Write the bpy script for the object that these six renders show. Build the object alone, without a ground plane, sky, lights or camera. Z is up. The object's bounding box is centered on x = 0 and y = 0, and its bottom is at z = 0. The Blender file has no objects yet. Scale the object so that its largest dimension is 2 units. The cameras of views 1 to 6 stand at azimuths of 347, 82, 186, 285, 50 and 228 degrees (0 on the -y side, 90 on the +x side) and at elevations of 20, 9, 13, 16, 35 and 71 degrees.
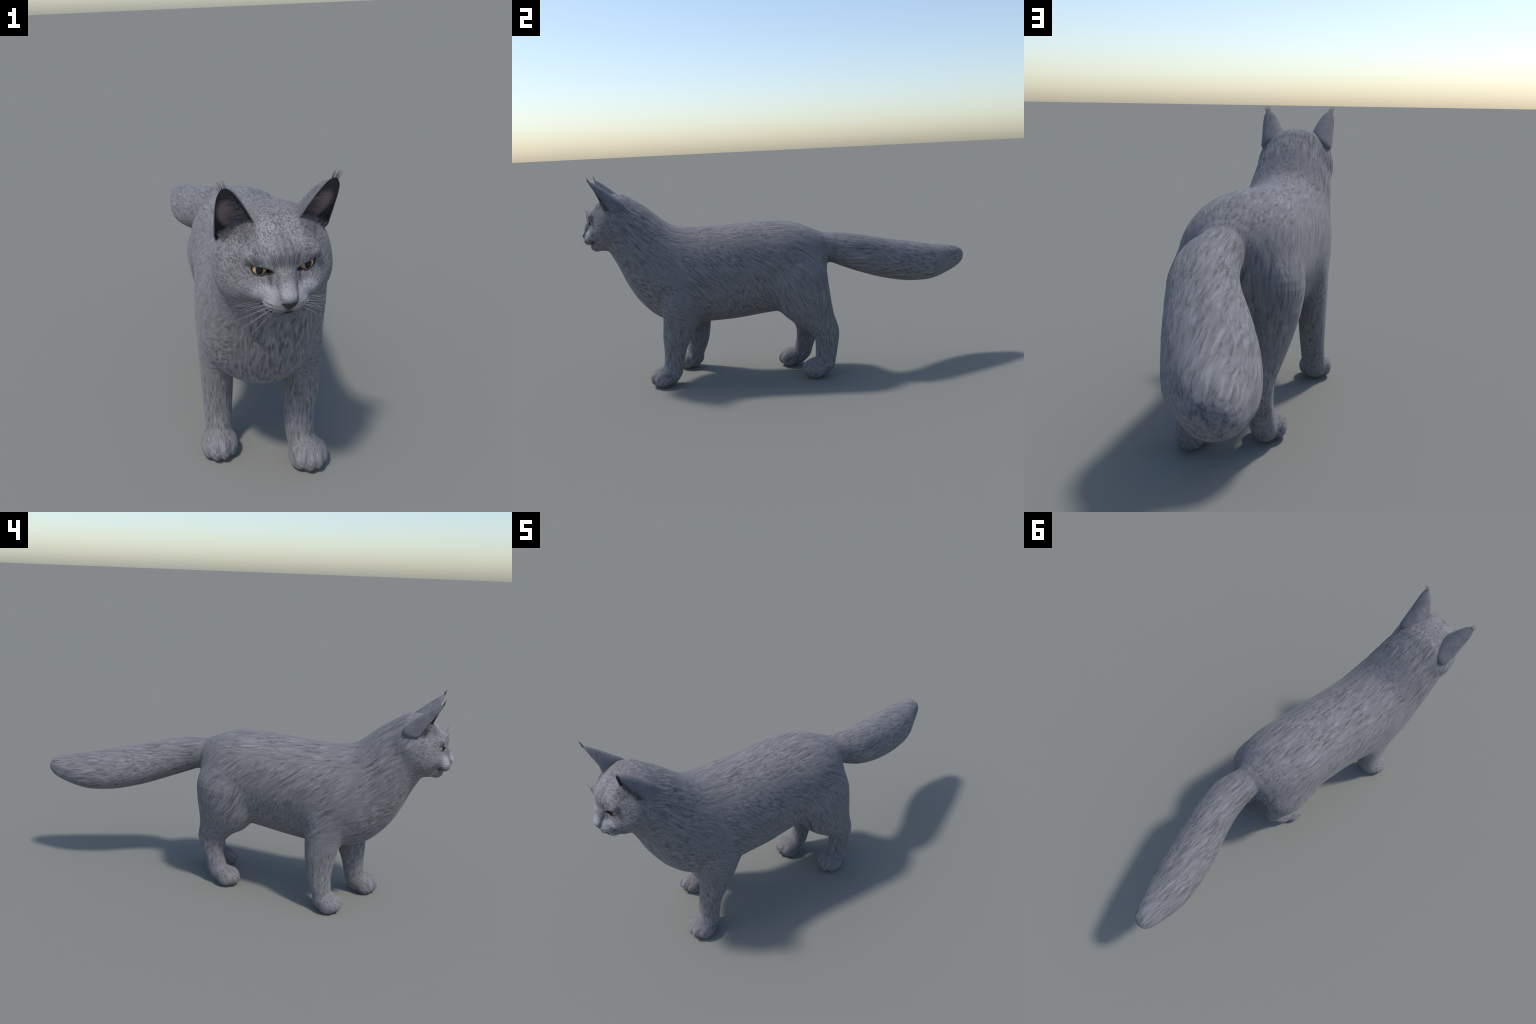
"""A standing grey shorthair cat, head towards -y, thick tail towards +y.

The body is one smooth implicit surface: section-lofted tubes (torso, tail, limbs) and
ellipsoids (skull, muzzle, toes), blended with smooth unions, polygonised, projected on the
exact surface, given fur relief, and then split into named anatomical parts.
"""
import bpy, math
import numpy as np

RNG = np.random.default_rng(7)
HEAD_X = -0.066            # mid plane of the head

# --------------------------------------------------------------------------- lofted tubes
class Tube:
    """Loft through sections.  A section is (front/top y, z,  back/bottom y, z,  centre x,
    half width in x, egg) ; the section plane holds the x axis and the two points."""
    def __init__(self, rows, n=2.2, samples=44):
        r = np.array(rows, float)
        mid = np.stack([r[:, 4], (r[:, 0] + r[:, 2]) / 2, (r[:, 1] + r[:, 3]) / 2], 1)
        t = np.r_[0, np.cumsum(np.linalg.norm(np.diff(mid, axis=0), axis=1))]
        s = np.interp(np.linspace(0, len(t) - 1, samples), np.arange(len(t)), t)
        tan = np.gradient(r, t, axis=0)
        k = np.clip(np.searchsorted(t, s, side='right') - 1, 0, len(t) - 2)
        h = (t[k + 1] - t[k])[:, None]
        u = (s - t[k])[:, None] / h
        v = ((2*u**3 - 3*u**2 + 1) * r[k] + (u**3 - 2*u**2 + u) * h * tan[k]
             + (-2*u**3 + 3*u**2) * r[k+1] + (u**3 - u**2) * h * tan[k+1])
        self.c = np.stack([v[:, 4], (v[:, 0] + v[:, 2]) / 2, (v[:, 1] + v[:, 3]) / 2], 1)
        up = np.stack([v[:, 0] - v[:, 2], v[:, 1] - v[:, 3]], 1)
        self.half = np.maximum(np.linalg.norm(up, axis=1) / 2, 1e-3)
        up /= np.linalg.norm(up, axis=1)[:, None]
        self.up = up
        nrm = np.stack([-up[:, 1], up[:, 0]], 1)
        go = np.gradient(self.c[:, 1:], axis=0)
        nrm *= np.where((nrm * go).sum(1) < 0, -1, 1)[:, None]
        self.nrm, self.w, self.egg, self.n, self.m = nrm, np.maximum(v[:, 5], 1e-3), v[:, 6], n, samples
        ext = max(self.half.max(), 0.01)
        self.lo = np.array([(self.c[:, 0] - self.w).min(), self.c[:, 1].min() - ext, self.c[:, 2].min() - ext])
        self.hi = np.array([(self.c[:, 0] + self.w).max(), self.c[:, 1].max() + ext, self.c[:, 2].max() + ext])

    def raw(self, p):
        # signed distance of each point to every section plane; the planes fan, so the count of
        # planes already passed tells between which two the point lies
        plane = np.concatenate([self.nrm, -(self.c[:, 1:] * self.nrm).sum(1)[:, None]], 1)
        g = np.concatenate([p[:, 1:], np.ones((len(p), 1))], 1) @ plane.T
        passed = (g > 0).sum(1)
        k = np.clip(passed - 1, 0, self.m - 2)
        i = np.arange(len(p))
        a, b = g[i, k], g[i, k + 1]
        f = np.clip(a / np.where(np.abs(a - b) < 1e-9, 1e-9, a - b), 0, 1)
        over = np.where(g[:, 0] < 0, -g[:, 0], 0) * (passed == 0)
        over = over + np.where(g[:, -1] > 0, g[:, -1], 0) * (passed == self.m)
        L = lambda q: q[k] + (q[k + 1] - q[k]) * (f if q.ndim == 1 else f[:, None])
        c, up, half, w, egg = L(self.c), L(self.up), L(self.half), L(self.w), L(self.egg)
        v = (p[:, 1] - c[:, 1]) * up[:, 0] + (p[:, 2] - c[:, 2]) * up[:, 1]
        x = p[:, 0] - c[:, 0]
        q = np.clip(v / half, -1.2, 1.2)
        w = w * (1 - egg * q)
        rr = (np.abs(x / w) ** self.n + np.abs(v / half) ** self.n) ** (1 / self.n) + 1e-6
        d = (rr - 1) * np.maximum(np.hypot(x, v) / rr, np.minimum(w, half) * .5)
        return np.where(over > 0, np.hypot(np.maximum(d, 0), over), d)


class Ball:
    """Ellipsoid with an optional tilt about the x axis (degrees) and yaw about z."""
    def __init__(self, c, r, tilt=0, yaw=0):
        self.c, self.r = np.array(c, float), np.array(r, float)
        a, b = math.radians(tilt), math.radians(yaw)
        rx = np.array([[1, 0, 0], [0, math.cos(a), -math.sin(a)], [0, math.sin(a), math.cos(a)]])
        rz = np.array([[math.cos(b), -math.sin(b), 0], [math.sin(b), math.cos(b), 0], [0, 0, 1]])
        self.m = rz @ rx
        e = self.r.max()
        self.lo, self.hi = self.c - e, self.c + e

    def raw(self, p):
        q = (p - self.c) @ self.m
        k0 = np.linalg.norm(q / self.r, axis=1)
        k1 = np.linalg.norm(q / self.r**2, axis=1)
        return k0 * (k0 - 1) / np.maximum(k1, 1e-9)


def dist(prim, p, reach=0.07):
    """distance to a primitive, only worked out near its box"""
    d = np.full(len(p), reach)
    if p[:, 1].min() > prim.hi[1] + reach or p[:, 1].max() < prim.lo[1] - reach:
        return d
    lo, hi = prim.lo - reach, prim.hi + reach
    near = (p[:, 1] > lo[1]) & (p[:, 1] < hi[1]) & (p[:, 2] > lo[2]) & (p[:, 2] < hi[2]) & (p[:, 0] > lo[0]) & (p[:, 0] < hi[0])
    if near.any():
        d[near] = np.minimum(prim.raw(p[near]), reach)
    return d


def smin(a, b, k):
    h = np.maximum(k - np.abs(a - b), 0) / k
    return np.minimum(a, b) - h * h * h * k / 6


def smax(a, b, k):
    return -smin(-a, -b, k)

# --------------------------------------------------------------------------- body plan
torso = Tube([
    (.206, .645, .213, .555,  .045, .026, 0),
    (.188, .692, .200, .485,  .043, .080, 0),
    (.155, .724, .165, .415,  .039, .132, 0),
    (.095, .757, .100, .362,  .033, .173, -.04),
    (.000, .781, .000, .330,  .025, .188, -.14),
    (-.120, .786, -.120, .314, .009, .185, -.14),
    (-.250, .778, -.250, .297, -.004, .186, -.10),
    (-.380, .773, -.390, .288, -.025, .189, -.06),
    (-.480, .775, -.528, .289, -.039, .194, .03),
    (-.560, .792, -.648, .331, -.043, .188, .03),
    (-.620, .836, -.731, .408, -.047, .174, .03),
    (-.680, .887, -.788, .500, -.053, .165, .05),
    (-.740, .923, -.831, .600, -.058, .154, .06),
    (-.800, .943, -.866, .669, -.064, .142, 0),
    (-.850, .926, -.884, .712, -.066, .106, 0)], n=2.05, samples=60)

tail = Tube([
    (.130, .728, .150, .590,  .045, .062, 0),
    (.205, .713, .225, .562,  .057, .072, 0),
    (.300, .706, .300, .530,  .068, .087, .03),
    (.405, .687, .385, .497,  .058, .096, .06),
    (.545, .653, .520, .451,  .020, .108, .10),
    (.690, .624, .670, .419, -.020, .111, .13),
    (.815, .599, .800, .417, -.048, .099, .14),
    (.905, .586, .890, .440, -.068, .073, .10),
    (.955, .575, .950, .464, -.079, .055, .04),
    (.980, .563, .978, .482, -.083, .041, 0),
    (.993, .549, .993, .500, -.085, .025, 0),
    (.999, .534, .999, .516, -.086, .009, 0)], n=2.1)

fore_left = Tube([
    (-.530, .620, -.470, .615, .070, .020, 0),
    (-.580, .560, -.410, .545, .083, .050, 0),
    (-.605, .480, -.425, .470, .094, .066, 0),
    (-.622, .400, -.430, .400, .096, .066, 0),
    (-.626, .330, -.447, .335, .091, .060, 0),
    (-.633, .240, -.488, .245, .083, .053, 0),
    (-.632, .160, -.524, .165, .071, .048, 0),
    (-.638, .100, -.543, .090, .070, .047, 0),
    (-.640, .050, -.554, .046, .075, .043, 0),
    (-.632, .016, -.580, .013, .080, .030, 0)])
fore_right = Tube([
    (-.490, .620, -.430, .615, -.130, .020, 0),
    (-.540, .560, -.360, .545, -.146, .050, 0),
    (-.560, .480, -.360, .470, -.156, .066, 0),
    (-.560, .400, -.368, .400, -.164, .064, 0),
    (-.540, .330, -.374, .340, -.171, .057, 0),
    (-.514, .218, -.383, .232, -.173, .051, 0),
    (-.509, .130, -.403, .130, -.177, .046, 0),
    (-.516, .080, -.426, .075, -.180, .044, 0),
    (-.520, .048, -.440, .044, -.182, .042, 0),
    (-.512, .016, -.464, .013, -.184, .030, 0)])
hind_left = Tube([
    (.030, .668, .100, .680, .085, .022, 0),
    (-.025, .615, .145, .640, .108, .072, 0),
    (-.070, .530, .182, .560, .136, .103, 0),
    (-.080, .445, .195, .455, .150, .095, 0),
    (-.064, .362, .204, .375, .157, .078, 0),
    (.000, .295, .214, .315, .161, .060, 0),
    (.064, .246, .230, .264, .159, .052, 0),
    (.108, .204, .238, .226, .158, .047, 0),
    (.118, .145, .229, .150, .155, .045, 0),
    (.116, .090, .216, .080, .155, .044, 0),
    (.114, .048, .204, .042, .160, .041, 0),
    (.118, .015, .176, .012, .160, .028, 0)])
hind_right = Tube([
    (.000, .668, .080, .680, -.030, .022, 0),
    (-.050, .615, .135, .640, -.050, .070, 0),
    (-.092, .530, .186, .560, -.072, .100, 0),
    (-.106, .450, .188, .455, -.080, .090, 0),
    (-.099, .376, .178, .375, -.080, .072, 0),
    (-.052, .309, .177, .312, -.073, .056, 0),
    (.014, .268, .186, .268, -.066, .046, 0),
    (.052, .224, .191, .240, -.058, .041, 0),
    (.062, .165, .176, .180, -.053, .039, 0),
    (.050, .110, .147, .105, -.054, .040, 0),
    (.032, .052, .126, .046, -.059, .041, 0),
    (.028, .016, .092, .012, -.062, .028, 0)])


def paw(cx, cy, yaw, size):
    """palm and four toes; yaw turns the toes towards +x"""
    a = math.radians(yaw)
    f, s = np.array([math.sin(a), -math.cos(a), 0]), np.array([math.cos(a), math.sin(a), 0])
    o = np.array([cx, cy, 0])
    at = lambda side, fwd, z: o + (s * side + f * fwd + np.array([0, 0, z])) * size
    palm = Ball(at(0, 0, .048), np.array([.052, .068, .048]) * size, tilt=4, yaw=yaw)
    toes = [Ball(at(x, fw, .040), np.array([.0205, .040, .036]) * size, tilt=10, yaw=yaw - x * 260)
            for x, fw in ((-.041, .015), (-.0145, .034), (.0145, .034), (.041, .015))]
    return palm, toes


def paw_dist(pw, p):
    d = dist(pw[0], p)
    t = dist(pw[1][0], p)
    for toe in pw[1][1:]:
        t = smin(t, dist(toe, p), .010)
    return smax(smin(d, t, .016), .0015 - p[:, 2], .012)

PAWS = [paw(.080, -.632, 6, 1.03), paw(-.186, -.497, -6, 1.0), paw(.157, .120, 3, 1.0), paw(-.066, .036, -16, .98)]
LEGS = [fore_left, fore_right, hind_left, hind_right]

# --------------------------------------------------------------------------- head
EYE = dict(x=.058, y=-.9215, z=.8260, r=.0240)


def aperture(ax, z):
    """outline of the eye opening seen from the front: round below, cut by a slanting lid"""
    ball = np.hypot((ax - .058) / 1.0, (z - .8315)) - .0205
    lid = (z - (.8300 + (ax - .058) * .30)) * .95
    corner = np.hypot((ax - .040) * .75, (z - .8175) * 1.3) - .0062    # inner canthus
    return smin(smax(ball, lid, .004), corner, .006)


def rod(p, a, b, r):
    """distance to a round-ended rod from a to b"""
    a, b = np.array(a), np.array(b)
    t = np.clip((p - a) @ (b - a) / ((b - a) @ (b - a)), 0, 1)
    return np.linalg.norm(p - a - t[:, None] * (b - a), axis=1) - r


def head_dist(p):
    q = p.copy()
    q[:, 0] = np.abs(p[:, 0] - HEAD_X)
    b = lambda c, r, tilt=0, yaw=0: dist(Ball(c, r, tilt, yaw), q)
    d = b((0, -.828, .815), (.154, .128, .141))
    d = smin(d, b((.085, -.850, .783), (.063, .070, .073)), .03)           # cheek
    d = smin(d, b((0, -.885, .716), (.076, .062, .038)), .03)              # jaw
    d = smin(d, b((.060, -.915, .772), (.045, .040, .034)), .03)           # under the eye
    d = smin(d, b((0, -.940, .760), (.058, .042, .036)), .025)             # muzzle block
    d = smin(d, b((.025, -.9590, .7365), (.032, .0265, .0240), 0, 25), .016)   # whisker pad
    d = smin(d, b((0, -.927, .699), (.042, .031, .0235)), .014)             # chin
    d = smin(d, b((0, -.9560, .796), (.0280, .0255, .050), -27), .012)      # nose bridge
    d = smin(d, b((0, -.9775, .7605), (.0235, .0190, .0165)), .020)          # nose tip
    d = smin(d, b((.050, -.926, .857), (.046, .021, .022), 0, -24), .036) # brow
    d = smin(d, b((0, -.945, .856), (.040, .0215, .034)), .034)
    # tear groove beside the bridge
    d = smax(d, -rod(q, (.0380, -.9590, .814), (.0255, -.9860, .7560), .0055), .011)
    # mouth: groove under the pads, philtrum
    m = np.hypot(p[:, 1] * 0 + (q[:, 2] - (.7085 + .50 * np.maximum(q[:, 0] - .012, 0) * np.clip(q[:, 0] / .04, 0, 1))), 0) - .0011
    m = smax(m, q[:, 0] - .058, .004)
    m = smax(m, q[:, 1] + .925, .004)
    d = smax(d, -np.maximum(m, -(d + .0035)), .004)
    ph = smax(q[:, 0] - .0012, np.abs(q[:, 2] - .7185) - .010, .003)
    ph = smax(ph, q[:, 1] + .955, .003)
    d = smax(d, -np.maximum(ph, -(d + .005)), .003)
    # nostril commas
    d = smax(d, -b((.0120, -.9950, .7435), (.0052, .0060, .0030), 20, 30), .002)
    # eye opening
    e = smax(aperture(q[:, 0], q[:, 2]), q[:, 1] + .9, .004)
    e = np.where((q[:, 1] < -.86) & (np.abs(q[:, 2] - .82) < .06), e, .05)
    return smax(d, -e, .0035)


def parts_dist(p):
    """torso, tail, head and limbs as separate fields (used for the union and for the split)"""
    legs = [smin(dist(t, p), paw_dist(w, p), .016) for t, w in zip(LEGS, PAWS)]
    return dist(torso, p), dist(tail, p), legs


def body(p):
    t, ta, legs = parts_dist(p)
    d = smin(t, ta, .050)
    d = smin(d, smin(legs[0], legs[1], .01), .045)
    d = smin(d, smin(legs[2], legs[3], .01), .042)
    front = p[:, 1] < -.62
    if front.any():
        d[front] = smin(d[front], head_clip(p[front]), .03)
    return d


def head_clip(p):
    near = (p[:, 2] > .58) & (p[:, 1] < -.62)
    d = np.full(len(p), .07)
    if near.any():
        d[near] = np.minimum(head_dist(p[near]), .07)
    return d


def field(p, chunk=24000):
    """body distance, worked out in slices along y so that far primitives drop out at once"""
    order = np.argsort(p[:, 1])
    out = np.empty(len(p))
    for i in range(0, len(p), chunk):
        k = order[i:i + chunk]
        out[k] = body(p[k])
    return out


def gradient(p, here, e=8e-4):
    """forward differences, from the field value already known at p"""
    g = np.stack([field(p + np.eye(3)[i] * e) - here for i in range(3)], 1)
    n = np.linalg.norm(g, axis=1)[:, None]
    return g / np.maximum(n, 1e-9), n[:, 0] / e

# --------------------------------------------------------------------------- polygoniser
def surface_nets(step):
    lo, hi = np.array([-.30, -1.03, -.02]), np.array([.32, 1.03, 1.0])
    big = step * 4
    nb = np.ceil((hi - lo) / big).astype(int) + 1
    gi = np.stack(np.meshgrid(*[np.arange(n) for n in nb], indexing='ij'), -1).reshape(-1, 3)
    coarse = field(lo + gi * big).reshape(nb)
    n = (nb - 1) * 4 + 1
    val = np.repeat(np.repeat(np.repeat(coarse, 4, 0), 4, 1), 4, 2)[:n[0], :n[1], :n[2]].astype(np.float32)
    near = np.abs(coarse) < big * 1.6
    idx = np.argwhere(near)
    off = np.stack(np.meshgrid(*[np.arange(-2, 3)] * 3, indexing='ij'), -1).reshape(-1, 3)
    mask = np.zeros(n, bool)
    for o in off:
        q = idx * 4 + o
        q = q[np.all((q >= 0) & (q < n), axis=1)]
        mask[q[:, 0], q[:, 1], q[:, 2]] = True
    fi = np.argwhere(mask)
    val[mask] = field(lo + fi * step)
    ins = val < 0
    cells = np.zeros(n - 1, np.int8)
    for a in (0, 1):
        for b in (0, 1):
            for c in (0, 1):
                cells += ins[a:n[0]-1+a, b:n[1]-1+b, c:n[2]-1+c]
    act = np.argwhere((cells > 0) & (cells < 8))
    num = np.full(n - 1, -1, np.int32)
    num[act[:, 0], act[:, 1], act[:, 2]] = np.arange(len(act))
    acc, cnt = np.zeros((len(act), 3)), np.zeros(len(act))
    corner = np.array([(a, b, c) for a in (0, 1) for b in (0, 1) for c in (0, 1)])
    cv = np.stack([val[tuple((act + c).T)] for c in corner], 1)
    for i in range(8):
        for j in range(i + 1, 8):
            if np.abs(corner[i] - corner[j]).sum() != 1:
                continue
            hit = (cv[:, i] < 0) != (cv[:, j] < 0)
            t = cv[hit, i] / (cv[hit, i] - cv[hit, j])
            acc[hit] += corner[i] + t[:, None] * (corner[j] - corner[i])
            cnt[hit] += 1
    verts = lo + (act + acc / cnt[:, None]) * step
    faces = []
    for ax in range(3):
        u, v = (ax + 1) % 3, (ax + 2) % 3
        s0 = [slice(1, -1)] * 3
        s0[ax] = slice(0, -1)
        s1 = list(s0)
        s1[ax] = slice(1, None)
        a, b = ins[tuple(s0)], ins[tuple(s1)]
        e = np.argwhere(a != b)
        base = np.ones(3, int)
        base[ax] = 0
        flip = a[tuple(e.T)]
        e = e + base
        du, dv = np.eye(3, dtype=int)[u], np.eye(3, dtype=int)[v]
        quad = np.stack([num[tuple((e - du * i - dv * j).T)] for i, j in ((1, 1), (0, 1), (0, 0), (1, 0))], 1)
        quad[~flip] = quad[~flip][:, ::-1]
        faces.append(quad)
    return verts, np.concatenate(faces)


def main_piece(verts, quads):
    """keep the largest connected piece"""
    lab = np.arange(len(verts))
    while True:
        low = lab[quads].min(1)
        new = lab.copy()
        for i in range(4):
            np.minimum.at(new, quads[:, i], low)
        new = new[new]
        if (new == lab).all():
            break
        lab = new
    big = np.argmax(np.bincount(lab))
    return verts, quads[lab[quads[:, 0]] == big]


def split_quads(verts, quads):
    """every quad into four; returns vertices, quads and the ids of the old edges' midpoints"""
    e = np.stack([quads, np.roll(quads, -1, 1)], -1).reshape(-1, 2)
    key = np.sort(e, 1)
    uniq, inv = np.unique(key[:, 0].astype(np.int64) * len(verts) + key[:, 1], return_inverse=True)
    a, b = uniq // len(verts), uniq % len(verts)
    mid = (verts[a] + verts[b]) / 2
    cen = verts[quads].mean(1)
    nv, ne = len(verts), len(uniq)
    m = inv.reshape(-1, 4) + nv
    c = np.arange(len(quads)) + nv + ne
    new = np.stack([np.stack([quads[:, i], m[:, i], c, m[:, i - 1]], 1) for i in range(4)], 1).reshape(-1, 4)
    return np.concatenate([verts, mid, cen]), new


def project(v, rounds=2):
    for _ in range(rounds):
        here = field(v)
        g, slope = gradient(v, here)
        step = here / np.maximum(slope, .35)
        v = v - g * np.clip(step, -.004, .004)[:, None]
    return v


def vertex_normals(v, q):
    n = np.zeros_like(v)
    fn = np.cross(v[q[:, 2]] - v[q[:, 0]], v[q[:, 3]] - v[q[:, 1]])
    for i in range(4):
        np.add.at(n, q[:, i], fn)
    return n / np.maximum(np.linalg.norm(n, axis=1), 1e-12)[:, None]

# --------------------------------------------------------------------------- fur relief
def value_noise(p, seed):
    """smooth lattice noise, -1..1"""
    i = np.floor(p).astype(np.int64)
    f = p - i
    f = f * f * (3 - 2 * f)
    out = 0
    for a in (0, 1):
        for b in (0, 1):
            for c in (0, 1):
                h = ((i[:, 0] + a) * 374761393 + (i[:, 1] + b) * 668265263 + (i[:, 2] + c) * 2147483647 + seed * 974634777) & 0xffffffff
                h = ((h ^ (h >> 13)) * 1274126177) & 0xffffffff
                h = ((h ^ (h >> 16)) & 0xffff) / 32767.5 - 1
                out = out + h * (f[:, 0] if a else 1 - f[:, 0]) * (f[:, 1] if b else 1 - f[:, 1]) * (f[:, 2] if c else 1 - f[:, 2])
    return out


def ramp(x, a, b):
    t = np.clip((x - a) / (b - a), 0, 1)
    return t * t * (3 - 2 * t)


def streaks(p, angle, across, along, seed):
    """noise drawn out along a direction in the y-z plane, angle in degrees below +y"""
    a = math.radians(angle)
    l = p[:, 1] * math.cos(a) - p[:, 2] * math.sin(a)
    m = p[:, 1] * math.sin(a) + p[:, 2] * math.cos(a)
    return value_noise(np.stack([p[:, 0] / across, l / along, m / across], 1), seed)


def fur_relief(p):
    warp = np.stack([value_noise(p * 14, s) for s in (1, 2, 3)], 1) * .010
    q = p + warp
    flank = streaks(q, 42, .011, .060, 4) + .5 * streaks(q, 48, .006, .04, 5)
    rump = streaks(q, 8, .012, .060, 6) + .5 * streaks(q, 12, .006, .04, 7)
    limb = streaks(q, 84, .006, .035, 8)
    chest = streaks(q, 68, .011, .045, 9) + .5 * streaks(q, 62, .006, .03, 10)
    k_tail = ramp(p[:, 1], .14, .24) * ramp(p[:, 2], .40, .46)
    k_limb = 1 - ramp(p[:, 2], .26, .36)
    k_chest = (1 - ramp(p[:, 1] + .25 * p[:, 2], -.50, -.38))
    d = flank
    d = d + (chest - d) * k_chest
    d = d + (rump - d) * k_tail
    d = d + (limb * .6 - d) * k_limb
    face = 1 - ramp(p[:, 1] + .33 * (p[:, 2] - .8), -.86, -.78)
    return d * (1 - .93 * face) * (.0006 + .0010 * k_chest)

# --------------------------------------------------------------------------- materials
class Nodes:
    def __init__(self, name):
        self.mat = bpy.data.materials.new(name)
        self.mat.use_nodes = True
        self.t = self.mat.node_tree
        self.t.nodes.clear()
        self.out = self.t.nodes.new('ShaderNodeOutputMaterial')
        self.bsdf = self.t.nodes.new('ShaderNodeBsdfPrincipled')
        self.t.links.new(self.bsdf.outputs[0], self.out.inputs[0])
        self.pos = self.t.nodes.new('ShaderNodeTexCoord').outputs['Object']

    def put(self, sock, v):
        if isinstance(v, bpy.types.NodeSocket):
            self.t.links.new(v, sock)
        else:
            sock.default_value = v

    def math(self, op, a, b=0.0, c=None, clamp=False):
        n = self.t.nodes.new('ShaderNodeMath')
        n.operation, n.use_clamp = op, clamp
        self.put(n.inputs[0], a)
        self.put(n.inputs[1], b)
        if c is not None:
            self.put(n.inputs[2], c)
        return n.outputs[0]

    def vec(self, op, a, b=(0, 0, 0), scale=None):
        n = self.t.nodes.new('ShaderNodeVectorMath')
        n.operation = op
        self.put(n.inputs[0], a)
        self.put(n.inputs[1], b)
        if scale is not None:
            self.put(n.inputs['Scale'], scale)
        return n.outputs['Value'] if op in ('LENGTH', 'DISTANCE', 'DOT_PRODUCT') else n.outputs[0]

    def xyz(self, v):
        n = self.t.nodes.new('ShaderNodeSeparateXYZ')
        self.put(n.inputs[0], v)
        return n.outputs[0], n.outputs[1], n.outputs[2]

    def join(self, x, y, z):
        n = self.t.nodes.new('ShaderNodeCombineXYZ')
        for s, v in zip(n.inputs, (x, y, z)):
            self.put(s, v)
        return n.outputs[0]

    def ramp(self, v, a, b, to=(0.0, 1.0)):
        n = self.t.nodes.new('ShaderNodeMapRange')
        n.interpolation_type = 'SMOOTHSTEP'
        for s, x in zip(n.inputs, (v, a, b, to[0], to[1])):
            self.put(s, x)
        return n.outputs[0]

    def mix(self, k, a, b):
        n = self.t.nodes.new('ShaderNodeMix')
        n.data_type = 'RGBA'
        self.put(n.inputs[0], k)
        for s, v in ((n.inputs[6], a), (n.inputs[7], b)):
            self.put(s, v if isinstance(v, bpy.types.NodeSocket) else (*v, 1))
        return n.outputs[2]

    def lerp(self, k, a, b):
        n = self.t.nodes.new('ShaderNodeMix')
        self.put(n.inputs[0], k)
        self.put(n.inputs[2], a)
        self.put(n.inputs[3], b)
        return n.outputs[0]

    def noise(self, v, scale=1.0, detail=2.0, rough=.55, dist=0.0, color=False):
        n = self.t.nodes.new('ShaderNodeTexNoise')
        self.put(n.inputs['Vector'], v)
        n.inputs['Scale'].default_value = scale
        n.inputs['Detail'].default_value = detail
        n.inputs['Roughness'].default_value = rough
        n.inputs['Distortion'].default_value = dist
        return n.outputs['Color' if color else 'Fac']

    def streak(self, v, angle, across, along, detail=2.0, rough=.6):
        """noise drawn out along a direction in the y-z plane"""
        m = self.t.nodes.new('ShaderNodeMapping')
        m.vector_type = 'TEXTURE'
        self.put(m.inputs['Vector'], v)
        m.inputs['Rotation'].default_value = (-math.radians(angle), 0, 0)
        m.inputs['Scale'].default_value = (across, along, across)
        return self.noise(m.outputs[0], 1.0, detail, rough)

    def bump(self, h, strength, distance):
        n = self.t.nodes.new('ShaderNodeBump')
        n.inputs['Strength'].default_value = strength
        n.inputs['Distance'].default_value = distance
        self.put(n.inputs['Height'], h)
        self.t.links.new(n.outputs[0], self.bsdf.inputs['Normal'])

    def finish(self, color, rough=.8, spec=.2, **kw):
        self.put(self.bsdf.inputs['Base Color'], color if isinstance(color, bpy.types.NodeSocket) else (*color, 1))
        self.put(self.bsdf.inputs['Roughness'], rough)
        self.put(self.bsdf.inputs['Specular IOR Level'], spec)
        for k, v in kw.items():
            self.put(self.bsdf.inputs[k.replace('_', ' ')], v)
        return self.mat


FUR_DARK, FUR_MID, FUR_LIGHT = (.084, .080, .083), (.170, .165, .174), (.246, .239, .253)


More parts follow.
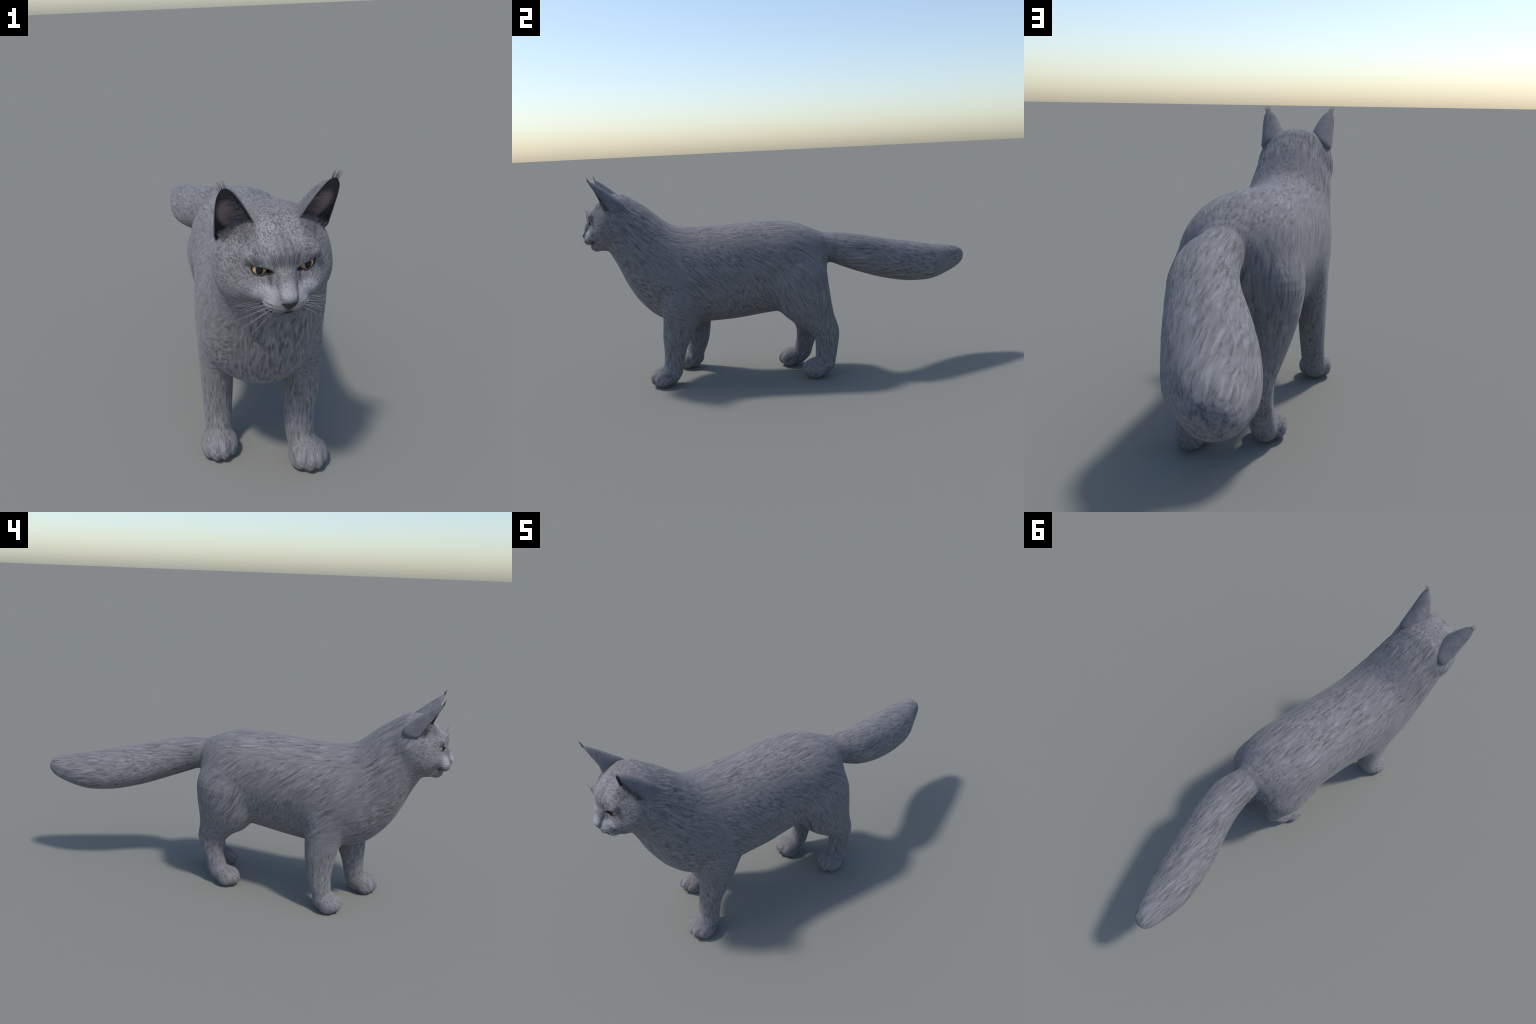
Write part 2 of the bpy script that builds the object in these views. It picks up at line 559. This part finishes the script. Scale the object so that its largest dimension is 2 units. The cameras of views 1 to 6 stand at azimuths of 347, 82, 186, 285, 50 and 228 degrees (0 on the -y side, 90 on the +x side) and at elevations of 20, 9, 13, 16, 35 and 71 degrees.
def fur_material():
    n = Nodes('grey_fur')
    P = n.pos
    warp = n.vec('SCALE', n.vec('SUBTRACT', n.noise(P, 8, 1, color=True), (.5, .5, .5)), scale=.024)
    Q = n.vec('ADD', P, warp)
    x, y, z = n.xyz(P)

    def pair(angle, a1=.0095, l1=.105, a2=.0036, l2=.060):
        return n.streak(Q, angle, a1, l1, 1.5, .5), n.streak(Q, angle + 3, a2, l2, 2.0, .6)

    def both(*ks):
        out = ks[0]
        for k in ks[1:]:
            out = n.math('MULTIPLY', out, k)
        return out
    slope = n.math('MULTIPLY_ADD', z, .30, y)             # runs along the neck
    from_mid = n.math('ABSOLUTE', n.math('ADD', x, .052))
    down = (1.0, 0.0)
    lay = [   # where the coat changes its lie, and how steeply it falls there
        (n.ramp(z, .66, .73), 7, {}),                                                         # back
        (both(n.ramp(z, .50, .60, down), n.ramp(y, -.40, -.28)), 64, {}),   # lower flank, thigh
        (n.ramp(slope, -.44, -.34, down), 40, dict(l1=.080)),                                 # neck
        (both(n.ramp(slope, -.50, -.28, down), n.ramp(z, .52, .64, down)), 16, dict(l1=.070)),  # shoulder
        (both(n.ramp(slope, -.58, -.50, down), n.ramp(from_mid, .09, .135, down)), 57, dict(a1=.009, l1=.060)),  # chest
        (both(n.ramp(y, .09, .16), n.ramp(z, .62, .69, down)), 82, {}),                                                        # rump
        (both(n.ramp(y, .195, .25), n.ramp(z, .40, .46)), 9, {}),                              # tail
        (n.ramp(z, .27, .37, down), 84, dict(a1=.007, l1=.050, a2=.0026, l2=.030)),           # limbs
        (n.ramp(z, .065, .105, down), -48, dict(a1=.007, l1=.050, a2=.0026, l2=.030)),        # paws
    ]
    tuft, hair = pair(36)
    for k, angle, size in lay:
        t, h = pair(angle, **size)
        tuft, hair = n.lerp(k, tuft, t), n.lerp(k, hair, h)
    # face: hairs radiate from the nose
    rel = n.vec('SUBTRACT', n.vec('ADD', P, n.vec('SCALE', warp, scale=.4)), (HEAD_X, -.962, .712))
    rad = n.vec('LENGTH', rel)
    unit = n.vec('NORMALIZE', rel)
    face_v = n.vec('ADD', n.vec('SCALE', unit, scale=60.0), n.join(n.math('MULTIPLY', rad, 13.0), n.math('MULTIPLY', rad, 8.0), 0.0))
    face_h = n.noise(face_v, 1.0, 3.0, .7)
    face_t = n.noise(n.vec('SCALE', face_v, scale=.36), 1.0, 2.0, .6)
    k_face = both(n.ramp(n.math('MULTIPLY_ADD', z, .33, y), -.60, -.52, down), n.ramp(z, .655, .70))
    tuft, hair = n.lerp(k_face, tuft, face_t), n.lerp(k_face, hair, face_h)
    hair = n.lerp(k_face, hair, n.ramp(face_h, .24, .76))
    val = n.math('ADD', n.math('MULTIPLY', tuft, .55), n.math('MULTIPLY', hair, .45))
    val = n.ramp(val, .27, .73)
    k_lock = both(n.ramp(slope, -.56, -.48, down), n.ramp(z, .66, .62))
    val = n.lerp(n.math('MULTIPLY', k_lock, .28), val, n.ramp(tuft, .36, .62))
    col = n.mix(n.ramp(val, 0.0, .5), FUR_DARK, FUR_MID)
    col = n.mix(n.ramp(val, .5, 1.0), col, FUR_LIGHT)
    # broad drifts of lighter and darker coat
    drift = n.noise(P, 5.0, 2.0, .5)
    col = n.mix(n.ramp(drift, .35, .7, (0.0, .22)), col, FUR_MID)
    # pale and dark patches of the face, on |x| from the mid plane
    ax = n.math('ABSOLUTE', n.math('SUBTRACT', x, HEAD_X))
    def spot(cx, cy, cz, rx, ry, rz, inner=.4):
        d = n.vec('LENGTH', n.vec('DIVIDE', n.vec('SUBTRACT', n.join(ax, y, z), (cx, cy, cz)), (rx, ry, rz)))
        return n.ramp(d, inner, 1.0, (1.0, 0.0))
    light = spot(0, -.99, .776, .030, .05, .038)
    light = n.math('MAXIMUM', light, spot(.052, -.955, .765, .045, .06, .036))
    light = n.math('MAXIMUM', light, n.math('MULTIPLY', spot(.030, -.93, .905, .034, .09, .050), .32))
    col = n.mix(n.math('MULTIPLY', light, n.ramp(hair, .2, .8, (.25, .90))), col, (.42, .415, .44))
    dark = n.math('MULTIPLY', spot(.012, -.97, .848, .036, .05, .022), .36)
    dark = n.math('MAXIMUM', dark, n.math('MULTIPLY', spot(.085, -.90, .905, .045, .06, .036, .2), .5))
    dark = n.math('MAXIMUM', dark, n.math('MULTIPLY', spot(.084, -.925, .8375, .020, .03, .0065, .2), .85))
    dark = n.math('MAXIMUM', dark, n.math('MULTIPLY', spot(.037, -.955, .800, .008, .04, .030, .2), .6))
    stripe = n.ramp(n.math('ABSOLUTE', n.math('SUBTRACT', n.math('FRACT', n.math('MULTIPLY', ax, 62.0)), .5)), .12, .36)
    stripe = n.math('MULTIPLY', n.math('MULTIPLY', stripe, spot(0, -.95, .885, .042, .06, .045)), n.ramp(hair, .3, .6, (.2, .8)))
    dark = n.math('MAXIMUM', dark, n.math('MULTIPLY', stripe, .45))
    # whisker rows on the pads
    row = n.ramp(n.math('ABSOLUTE', n.math('SUBTRACT', n.math('FRACT', n.math('MULTIPLY_ADD', z, 105.0, n.math('MULTIPLY', ax, -28.0))), .5)), .24, .42)
    row = n.math('MULTIPLY', row, spot(.046, -.958, .735, .034, .06, .022, .5))
    dark = n.math('MAXIMUM', dark, n.math('MULTIPLY', row, n.ramp(n.noise(P, 130, 1), .35, .55, (.25, .9))))
    col = n.mix(dark, col, (.040, .040, .047))
    # lid rims and the mouth line
    ball = n.vec('LENGTH', n.vec('SUBTRACT', n.join(ax, 0.0, z), (.058, 0, .8315)))
    lid = n.math('SUBTRACT', z, n.math('MULTIPLY_ADD', ax, .30, .8126))
    rim = n.math('SMOOTH_MAX', n.math('SUBTRACT', ball, .0205), n.math('MULTIPLY', lid, .95), .004)
    canth = n.math('SUBTRACT', n.vec('LENGTH', n.vec('MULTIPLY', n.vec('SUBTRACT', n.join(ax, 0.0, z), (.040, 0, .8175)), (.75, 0, 1.3))), .0062)
    rim = n.math('MINIMUM', rim, canth)
    k = n.math('MULTIPLY', n.ramp(rim, .0012, .0042, (1.0, 0.0)), n.ramp(y, -.89, -.91))
    col = n.mix(n.math('MULTIPLY', k, .92), col, (.012, .012, .014))
    mz = n.math('MULTIPLY', n.math('MAXIMUM', n.math('SUBTRACT', ax, .012), 0.0), n.math('MULTIPLY', ax, 25.0, clamp=True))
    mouth = n.math('ABSOLUTE', n.math('SUBTRACT', z, n.math('MULTIPLY_ADD', mz, .50, .7085)))
    mouth = n.math('MULTIPLY', n.ramp(mouth, .0006, .0028, (1.0, 0.0)), n.math('MULTIPLY', n.ramp(ax, .050, .060, (1.0, 0.0)), n.ramp(y, -.915, -.93)))
    col = n.mix(n.math('MULTIPLY', mouth, .8), col, (.018, .017, .019))
    n.bump(n.math('ADD', n.math('MULTIPLY', tuft, .6), n.math('MULTIPLY', hair, .4)), .45, .0035)
    return n.finish(col, .85, .12, Sheen_Weight=.10, Sheen_Roughness=.5)


def ear_material():
    n = Nodes('ear_fur')
    h = n.streak(n.pos, -40, .0028, .020, 3.0, .7)
    d = n.noise(n.pos, 22, 2)
    col = n.mix(n.ramp(n.lerp(.3, h, d), .3, .7), (.088, .087, .098), (.190, .187, .208))
    n.bump(h, .4, .002)
    return n.finish(col, .85, .12, Sheen_Weight=.12)


def inner_ear_material():
    """dark fur towards the rim, thin pinkish skin in the middle of the cup"""
    n = Nodes('inner_ear_skin')
    x, y, z = n.xyz(n.pos)
    ax = n.math('ABSOLUTE', n.math('SUBTRACT', x, HEAD_X))
    h = n.streak(n.pos, 20, .0022, .020, 3.0, .7)
    lean = n.math('SUBTRACT', ax, n.math('MULTIPLY', n.math('SUBTRACT', z, .955), .35))
    d = n.vec('LENGTH', n.vec('DIVIDE', n.vec('SUBTRACT', n.join(lean, y, z), (.112, -.850, .945)), (.040, .120, .062)))
    k = n.ramp(n.math('ADD', d, n.math('MULTIPLY', n.math('SUBTRACT', h, .5), .35)), .62, 1.0, (1.0, 0.0))
    skin = n.mix(n.ramp(h, .3, .7), (.190, .140, .146), (.300, .215, .222))  # pink brightened in the base colour to offset deep shade inside the cup
    col = n.mix(k, n.mix(n.ramp(h, .35, .7), (.026, .026, .028), (.066, .067, .073)), skin)
    return n.finish(col, .7, .2)


def eye_material():
    n = Nodes('amber_eye')
    x, y, z = n.xyz(n.pos)
    r = n.vec('LENGTH', n.join(x, 0.0, z))
    pupil = n.vec('LENGTH', n.vec('DIVIDE', n.join(x, 0.0, z), (.0094, 1, .0122)))
    ang = n.vec('NORMALIZE', n.join(x, 0.0, z))
    fib = n.noise(n.vec('ADD', n.vec('SCALE', ang, scale=5.0), n.join(0.0, n.math('MULTIPLY', r, 60.0), 0.0)), 1.0, 3.0, .6)
    col = n.mix(n.ramp(r, .011, .019), (.60, .43, .21), (.46, .25, .09))
    col = n.mix(n.ramp(fib, .35, .7, (0.0, .5)), col, (.66, .45, .23))
    col = n.mix(n.ramp(r, .0185, .0215), col, (.10, .05, .02))
    col = n.mix(n.ramp(pupil, .96, 1.06, (1.0, 0.0)), col, (.012, .014, .016))
    front = n.ramp(y, -.006, -.002)
    col = n.mix(front, col, (.02, .02, .022))
    return n.finish(col, .22, .35)


def plain(name, a, b, scale, rough=.5, spec=.3):
    n = Nodes(name)
    return n.finish(n.mix(n.ramp(n.noise(n.pos, scale, 3), .3, .7), a, b), rough, spec)


# --------------------------------------------------------------------------- objects
scene = bpy.context.scene
cat = bpy.data.objects.new('cat', None)
cat['label'] = 'standing blue-grey shorthair cat with amber eyes and thick tail'
cat['category'] = 'cat'
scene.collection.objects.link(cat)


def add(name, mesh, mat, parent=cat):
    ob = bpy.data.objects.new(name, mesh)
    if mat:
        mesh.materials.clear()
        mesh.materials.append(mat)
    scene.collection.objects.link(ob)
    ob.parent = parent
    return ob


def build_mesh(name, v, q, normals=None):
    used, inv = np.unique(q, return_inverse=True)
    me = bpy.data.meshes.new(name)
    vv, qq = v[used], inv.reshape(q.shape)
    me.vertices.add(len(vv))
    me.vertices.foreach_set('co', vv.astype(np.float32).ravel())
    w = q.shape[1]
    me.loops.add(qq.size)
    me.loops.foreach_set('vertex_index', qq.astype(np.int32).ravel())
    me.polygons.add(len(qq))
    me.polygons.foreach_set('loop_start', np.arange(0, qq.size, w, dtype=np.int32))
    me.update(calc_edges=True)
    me.polygons.foreach_set('use_smooth', np.ones(len(qq), bool))
    if normals is not None:
        me.normals_split_custom_set_from_vertices(normals[used].astype(np.float32))
    return me


FUR = fur_material()
EAR, INNER = ear_material(), inner_ear_material()
NOSE = plain('nose_leather', (.020, .020, .022), (.048, .046, .050), 300, .45, .4)

STEP = .005
V, F = surface_nets(STEP)
V, F = main_piece(V, F)
V = project(V, 1)
V, F = split_quads(V, F)
V = project(V, 1)


def label(p):
    """region of each face: which part of the body it belongs to"""
    t, ta, legs = parts_dist(p)
    out = np.full(len(p), 'torso', dtype='U12')
    side = lambda a, b: (p[:, 1] - a[0]) * (b[1] - a[1]) - (p[:, 2] - a[1]) * (b[0] - a[0])
    out[side((-.575, .80), (-.70, .37)) > 0] = 'neck'
    out[(side((-.765, .95), (-.872, .66)) > 0) & (p[:, 2] > .64)] = 'head'
    out[(p[:, 1] > .225) & (p[:, 2] > .42)] = 'tail'
    for i, l in enumerate(legs):
        front = i < 2
        m = (l < t + .002) & (l < .03) & (p[:, 2] < (.40 if front else .45)) & (out != 'tail')
        out[m] = 'limb%d' % i
        out[m & (p[:, 2] < .105)] = 'paw%d' % i
    return out


lab = label(V[F].mean(1))
# the head once more finer, with its border kept on the neighbours' edges
hf = F[lab == 'head']
used, inv = np.unique(hf, return_inverse=True)
hv, hq = V[used], inv.reshape(-1, 4)
edge = np.sort(np.stack([hq, np.roll(hq, -1, 1)], -1).reshape(-1, 2), 1)
ue, cnt = np.unique(edge, axis=0, return_counts=True)
border = np.unique(ue[cnt == 1])
hv2, hq2 = split_quads(hv, hq)
e2 = np.sort(np.stack([hq2, np.roll(hq2, -1, 1)], -1).reshape(-1, 2), 1)
u2, c2 = np.unique(e2, axis=0, return_counts=True)
fixed = np.zeros(len(hv2), bool)
fixed[np.unique(u2[c2 == 1])] = True
hv2[~fixed] = project(hv2[~fixed], 1)

N = vertex_normals(V, F)
V = V + N * fur_relief(V)[:, None]
V[:, 2] = np.maximum(V[:, 2], 0)
N = vertex_normals(V, F)
hn = vertex_normals(hv2, hq2)
hv2 = hv2 + hn * fur_relief(hv2)[:, None]
hn = vertex_normals(hv2, hq2)
hn[:len(used)][fixed[:len(used)]] = N[used][fixed[:len(used)]]

for name in ('torso', 'neck', 'tail'):
    add(name, build_mesh(name, V, F[lab == name], N), FUR)
for i in range(4):
    kind = 'forelimb' if i < 2 else 'hindlimb'
    ob = add(kind, build_mesh(kind, V, F[lab == 'limb%d' % i], N), FUR)
    add('paw', build_mesh('paw', V, F[lab == 'paw%d' % i], N), FUR, ob)

hc = hv2[hq2].mean(1)
hx = np.abs(hc[:, 0] - HEAD_X)
top = .7490 - .10 * np.maximum(hx - .008, 0)
low = .7270 + np.maximum(hx - .003, 0) * 1.05
is_nose = (hc[:, 1] < -.970) & (hc[:, 2] < top) & (hc[:, 2] > low) & (hx < .0205)
head = add('head', build_mesh('head', hv2, hq2[~is_nose], hn), FUR)
add('nose', build_mesh('nose', hv2, hq2[is_nose], hn), NOSE, head)

# eyes --------------------------------------------------------------------
def globe(r, rings=40, segs=56):
    th = np.linspace(0, math.pi, rings + 1)[:, None]
    ph = np.linspace(0, 2 * math.pi, segs, endpoint=False)[None, :]
    v = np.stack([np.sin(th) * np.cos(ph), -np.cos(th) + 0 * ph, np.sin(th) * np.sin(ph)], -1).reshape(-1, 3) * r
    i, j = np.meshgrid(np.arange(rings), np.arange(segs), indexing='ij')
    j2 = (j + 1) % segs
    q = np.stack([i * segs + j, (i + 1) * segs + j, (i + 1) * segs + j2, i * segs + j2], -1).reshape(-1, 4)
    return v, q

EYEMAT = eye_material()
gv, gq = globe(EYE['r'])
eye_mesh = build_mesh('eye', gv, gq)
for s in (1, -1):
    ob = add('eye', eye_mesh, EYEMAT, head)
    ob.location = (HEAD_X + s * EYE['x'], EYE['y'], EYE['z'])
    ob.rotation_euler = (math.radians(5), 0, math.radians(s * 7))

# ears --------------------------------------------------------------------
def spline(rows, m):
    r = np.array(rows, float)
    t = np.linspace(0, 1, len(r))
    tan = np.gradient(r, t, axis=0)
    s = np.linspace(0, 1, m)
    k = np.clip((s * (len(r) - 1)).astype(int), 0, len(r) - 2)
    h = 1 / (len(r) - 1)
    u = ((s - t[k]) / h)[:, None]
    return ((2*u**3 - 3*u**2 + 1) * r[k] + (u**3 - 2*u**2 + u) * h * tan[k]
            + (-2*u**3 + 3*u**2) * r[k+1] + (u**3 - u**2) * h * tan[k+1])

EAR_IN = [(.036, -.868, .880), (.050, -.887, .911), (.062, -.897, .937), (.078, -.908, .966), (.096, -.919, .994), (.112, -.928, 1.016), (.127, -.932, 1.028)]
EAR_OUT = [(.128, -.815, .856), (.147, -.838, .880), (.150, -.856, .908), (.152, -.880, .946), (.152, -.905, .982), (.149, -.922, 1.008), (.141, -.931, 1.025)]
EAR_BACK = [(.002, .050, .004), (.000, .086, .002), (-.006, .090, 0), (-.012, .068, 0), (-.013, .044, .002), (-.008, .023, .002), (.000, .006, 0)]
NU, NV = 44, 48


def ear_shell(inset, thick):
    """half-oval cup: rows run from the base to the tip, columns from the inner edge round the back"""
    a, b, c = spline(EAR_IN, NV), spline(EAR_OUT, NV), spline(EAR_BACK, NV)
    ang = np.linspace(0, math.pi, NU)
    s = ((1 - np.cos(ang)) / 2)[None, :, None]
    bow = (np.sin(ang) ** .70)[None, :, None]
    k = 1 - thick
    g = a[:, None] * (1 - s) + b[:, None] * s + c[:, None] * bow * k
    mid = (a + b)[:, None] / 2
    return g + (mid - g) * inset * .55

for s in (1, -1):
    mirror = np.array([s, 1, 1])
    place = lambda g: (g * mirror + np.array([HEAD_X, 0, 0])).reshape(-1, 3)
    outer, inner = ear_shell(0, 0), ear_shell(.10, .68)
    i, j = np.meshgrid(np.arange(NV - 1), np.arange(NU - 1), indexing='ij')
    q = np.stack([i * NU + j, i * NU + j + 1, (i + 1) * NU + j + 1, (i + 1) * NU + j], -1).reshape(-1, 4)
    n0 = NV * NU
    lip = []
    col = np.arange(NV - 1) * NU
    lip.append(np.stack([col, col + NU, col + NU + n0, col + n0], 1))
    col = col + NU - 1
    lip.append(np.stack([col, col + n0, col + NU + n0, col + NU], 1))
    row = (NV - 1) * NU + np.arange(NU - 1)
    lip.append(np.stack([row, row + 1, row + 1 + n0, row + n0], 1))
    allv = np.concatenate([place(outer), place(inner)])
    fo = np.concatenate([q[:, ::-1]] + [l[:, ::-1] for l in lip])
    fi = q + n0
    if s > 0:
        fo, fi = fo[:, ::-1], fi[:, ::-1]
    ear = add('ear', build_mesh('ear', allv, fo[:, ::-1]), EAR, head)
    me = build_mesh('inner_ear', allv, fi[:, ::-1])
    add('inner_ear', me, INNER, ear)


# hairs -------------------------------------------------------------------
def strand(p0, p1, sag, r, segs=9, sides=4):
    """thin tapering bent tube from p0 to p1"""
    p0, p1, sag = map(np.array, (p0, p1, sag))
    t = np.linspace(0, 1, segs)[:, None]
    c = p0 + (p1 - p0) * t + sag * t * t
    d = np.gradient(c, axis=0)
    d /= np.linalg.norm(d, axis=1)[:, None]
    u = np.cross(d, [.31, .2, .93])
    u /= np.linalg.norm(u, axis=1)[:, None]
    w = np.cross(d, u)
    rad = r * (1 - .85 * t)
    a = np.linspace(0, 2 * math.pi, sides, endpoint=False)
    v = (c[:, None] + rad[:, None] * (u[:, None] * np.cos(a)[None, :, None] + w[:, None] * np.sin(a)[None, :, None])).reshape(-1, 3)
    i, j = np.meshgrid(np.arange(segs - 1), np.arange(sides), indexing='ij')
    j2 = (j + 1) % sides
    q = np.stack([i * sides + j, i * sides + j2, (i + 1) * sides + j2, (i + 1) * sides + j], -1).reshape(-1, 4)
    return v, q


def surface_y(x, z):
    """where a ray along y first meets the face at x, z"""
    y = np.linspace(-1.02, -.85, 240)
    d = field(np.stack([np.full_like(y, x), y, np.full_like(y, z)], 1))
    k = np.argmax(d < 0)
    return y[k]

WHITE = plain('whisker_hair', (.20, .20, .21), (.32, .32, .33), 60, .5, .3)
DARKHAIR = plain('dark_hair', (.03, .03, .034), (.07, .07, .078), 90, .6, .2)
GREYHAIR = plain('ear_hair_grey', (.08, .082, .088), (.20, .203, .215), 90, .6, .2)

for s in (1, -1):
    for rowi, (z0, cnt) in enumerate(((.745, 3), (.7375, 4), (.730, 4))):
        for c in range(cnt):
            ax = .036 + c * .0075 + RNG.uniform(-.001, .001)
            x = HEAD_X + s * ax
            z = z0 + (ax - .04) * .25
            y = surface_y(x, z)
            ln = RNG.uniform(.075, .115) * (1 - .08 * c)
            up = (1 - rowi) * .22 + RNG.uniform(-.14, .10) - .12
            d = np.array([s * (.93 + .05 * c), -.38 + .22 * c + RNG.uniform(-.1, .1), up])
            d /= np.linalg.norm(d)
            p0 = np.array([x, y + .003, z])
            v, q = strand(p0, p0 + d * ln, (0, ln * .22, -ln * RNG.uniform(.12, .34)), .0005, 10)
            add('whisker', build_mesh('whisker', v, q), WHITE, head)
    for c in range(4):                                     # brow whiskers
        ax = .050 + c * .006
        x, z = HEAD_X + s * ax, .862 + c * .001
        p0 = np.array([x, surface_y(x, z) + .002, z])
        ln = RNG.uniform(.030, .045)
        d = np.array([s * (.12 + .10 * c), -.42, .8])
        v, q = strand(p0, p0 + d * ln, (s * .004, .004, .004), .0005, 7)
        add('whisker', build_mesh('whisker', v, q), DARKHAIR, head)
    # tuft at the ear tip
    vs, qs, o = [], [], 0
    for c in range(18):
        t = RNG.uniform(-1, 1)
        p0 = np.array([HEAD_X + s * (.135 + .010 * t), -.929 + RNG.uniform(-.002, .004), 1.026 - t * t * .005])
        d = np.array([s * (.004 + .004 * t), -.006, .026]) * RNG.uniform(.45, 1.0)
        v, q = strand(p0, p0 + d, (s * .005, -.003, .002), .0006, 6)
        vs.append(v), qs.append(q + o)
        o += len(v)
    tuft = add('ear_tuft', build_mesh('ear_tuft', np.concatenate(vs), np.concatenate(qs)), DARKHAIR, head)
    tuft['kind'] = 'stuff'
    # long hairs that cross the opening from the inner edge, and a fringe at its foot
    vs, qs, o = [], [], 0
    edge_in, edge_out = spline(EAR_IN, 40), spline(EAR_OUT, 40)
    for c in range(150):
        k = int(RNG.uniform(2, 30))
        a, b = edge_in[k], edge_out[k]
        t0, t1 = RNG.uniform(.06, .22), RNG.uniform(.30, .75)
        depth = RNG.uniform(.006, .022)
        p0 = a + (b - a) * t0 + np.array([0, depth, 0])
        p1 = a + (b - a) * t1 + np.array([0, depth + RNG.uniform(-.004, .012), RNG.uniform(-.010, .008)])
        m = np.array([s, 1, 1])
        off = np.array([HEAD_X, 0, 0])
        v, q = strand(p0 * m + off, p1 * m + off, (0, .004, 0), .0007, 6, 3)
        vs.append(v), qs.append(q + o)
        o += len(v)
    for c in range(130):
        t = RNG.uniform(.05, .95)
        a = np.array([.050, -.900, .915]) * (1 - t) + np.array([.138, -.868, .880]) * t
        p0 = a + np.array([0, RNG.uniform(0, .02), RNG.uniform(-.004, .006)])
        d = np.array([RNG.uniform(.0, .012), RNG.uniform(-.006, .004), RNG.uniform(.010, .026)])
        v, q = strand(p0 * m + off, (p0 + d) * m + off, (s * .003, 0, 0), .0009, 5, 3)
        vs.append(v), qs.append(q + o)
        o += len(v)
    fringe = add('ear_hair', build_mesh('ear_hair', np.concatenate(vs), np.concatenate(qs)), GREYHAIR, head)
    fringe['kind'] = 'stuff'
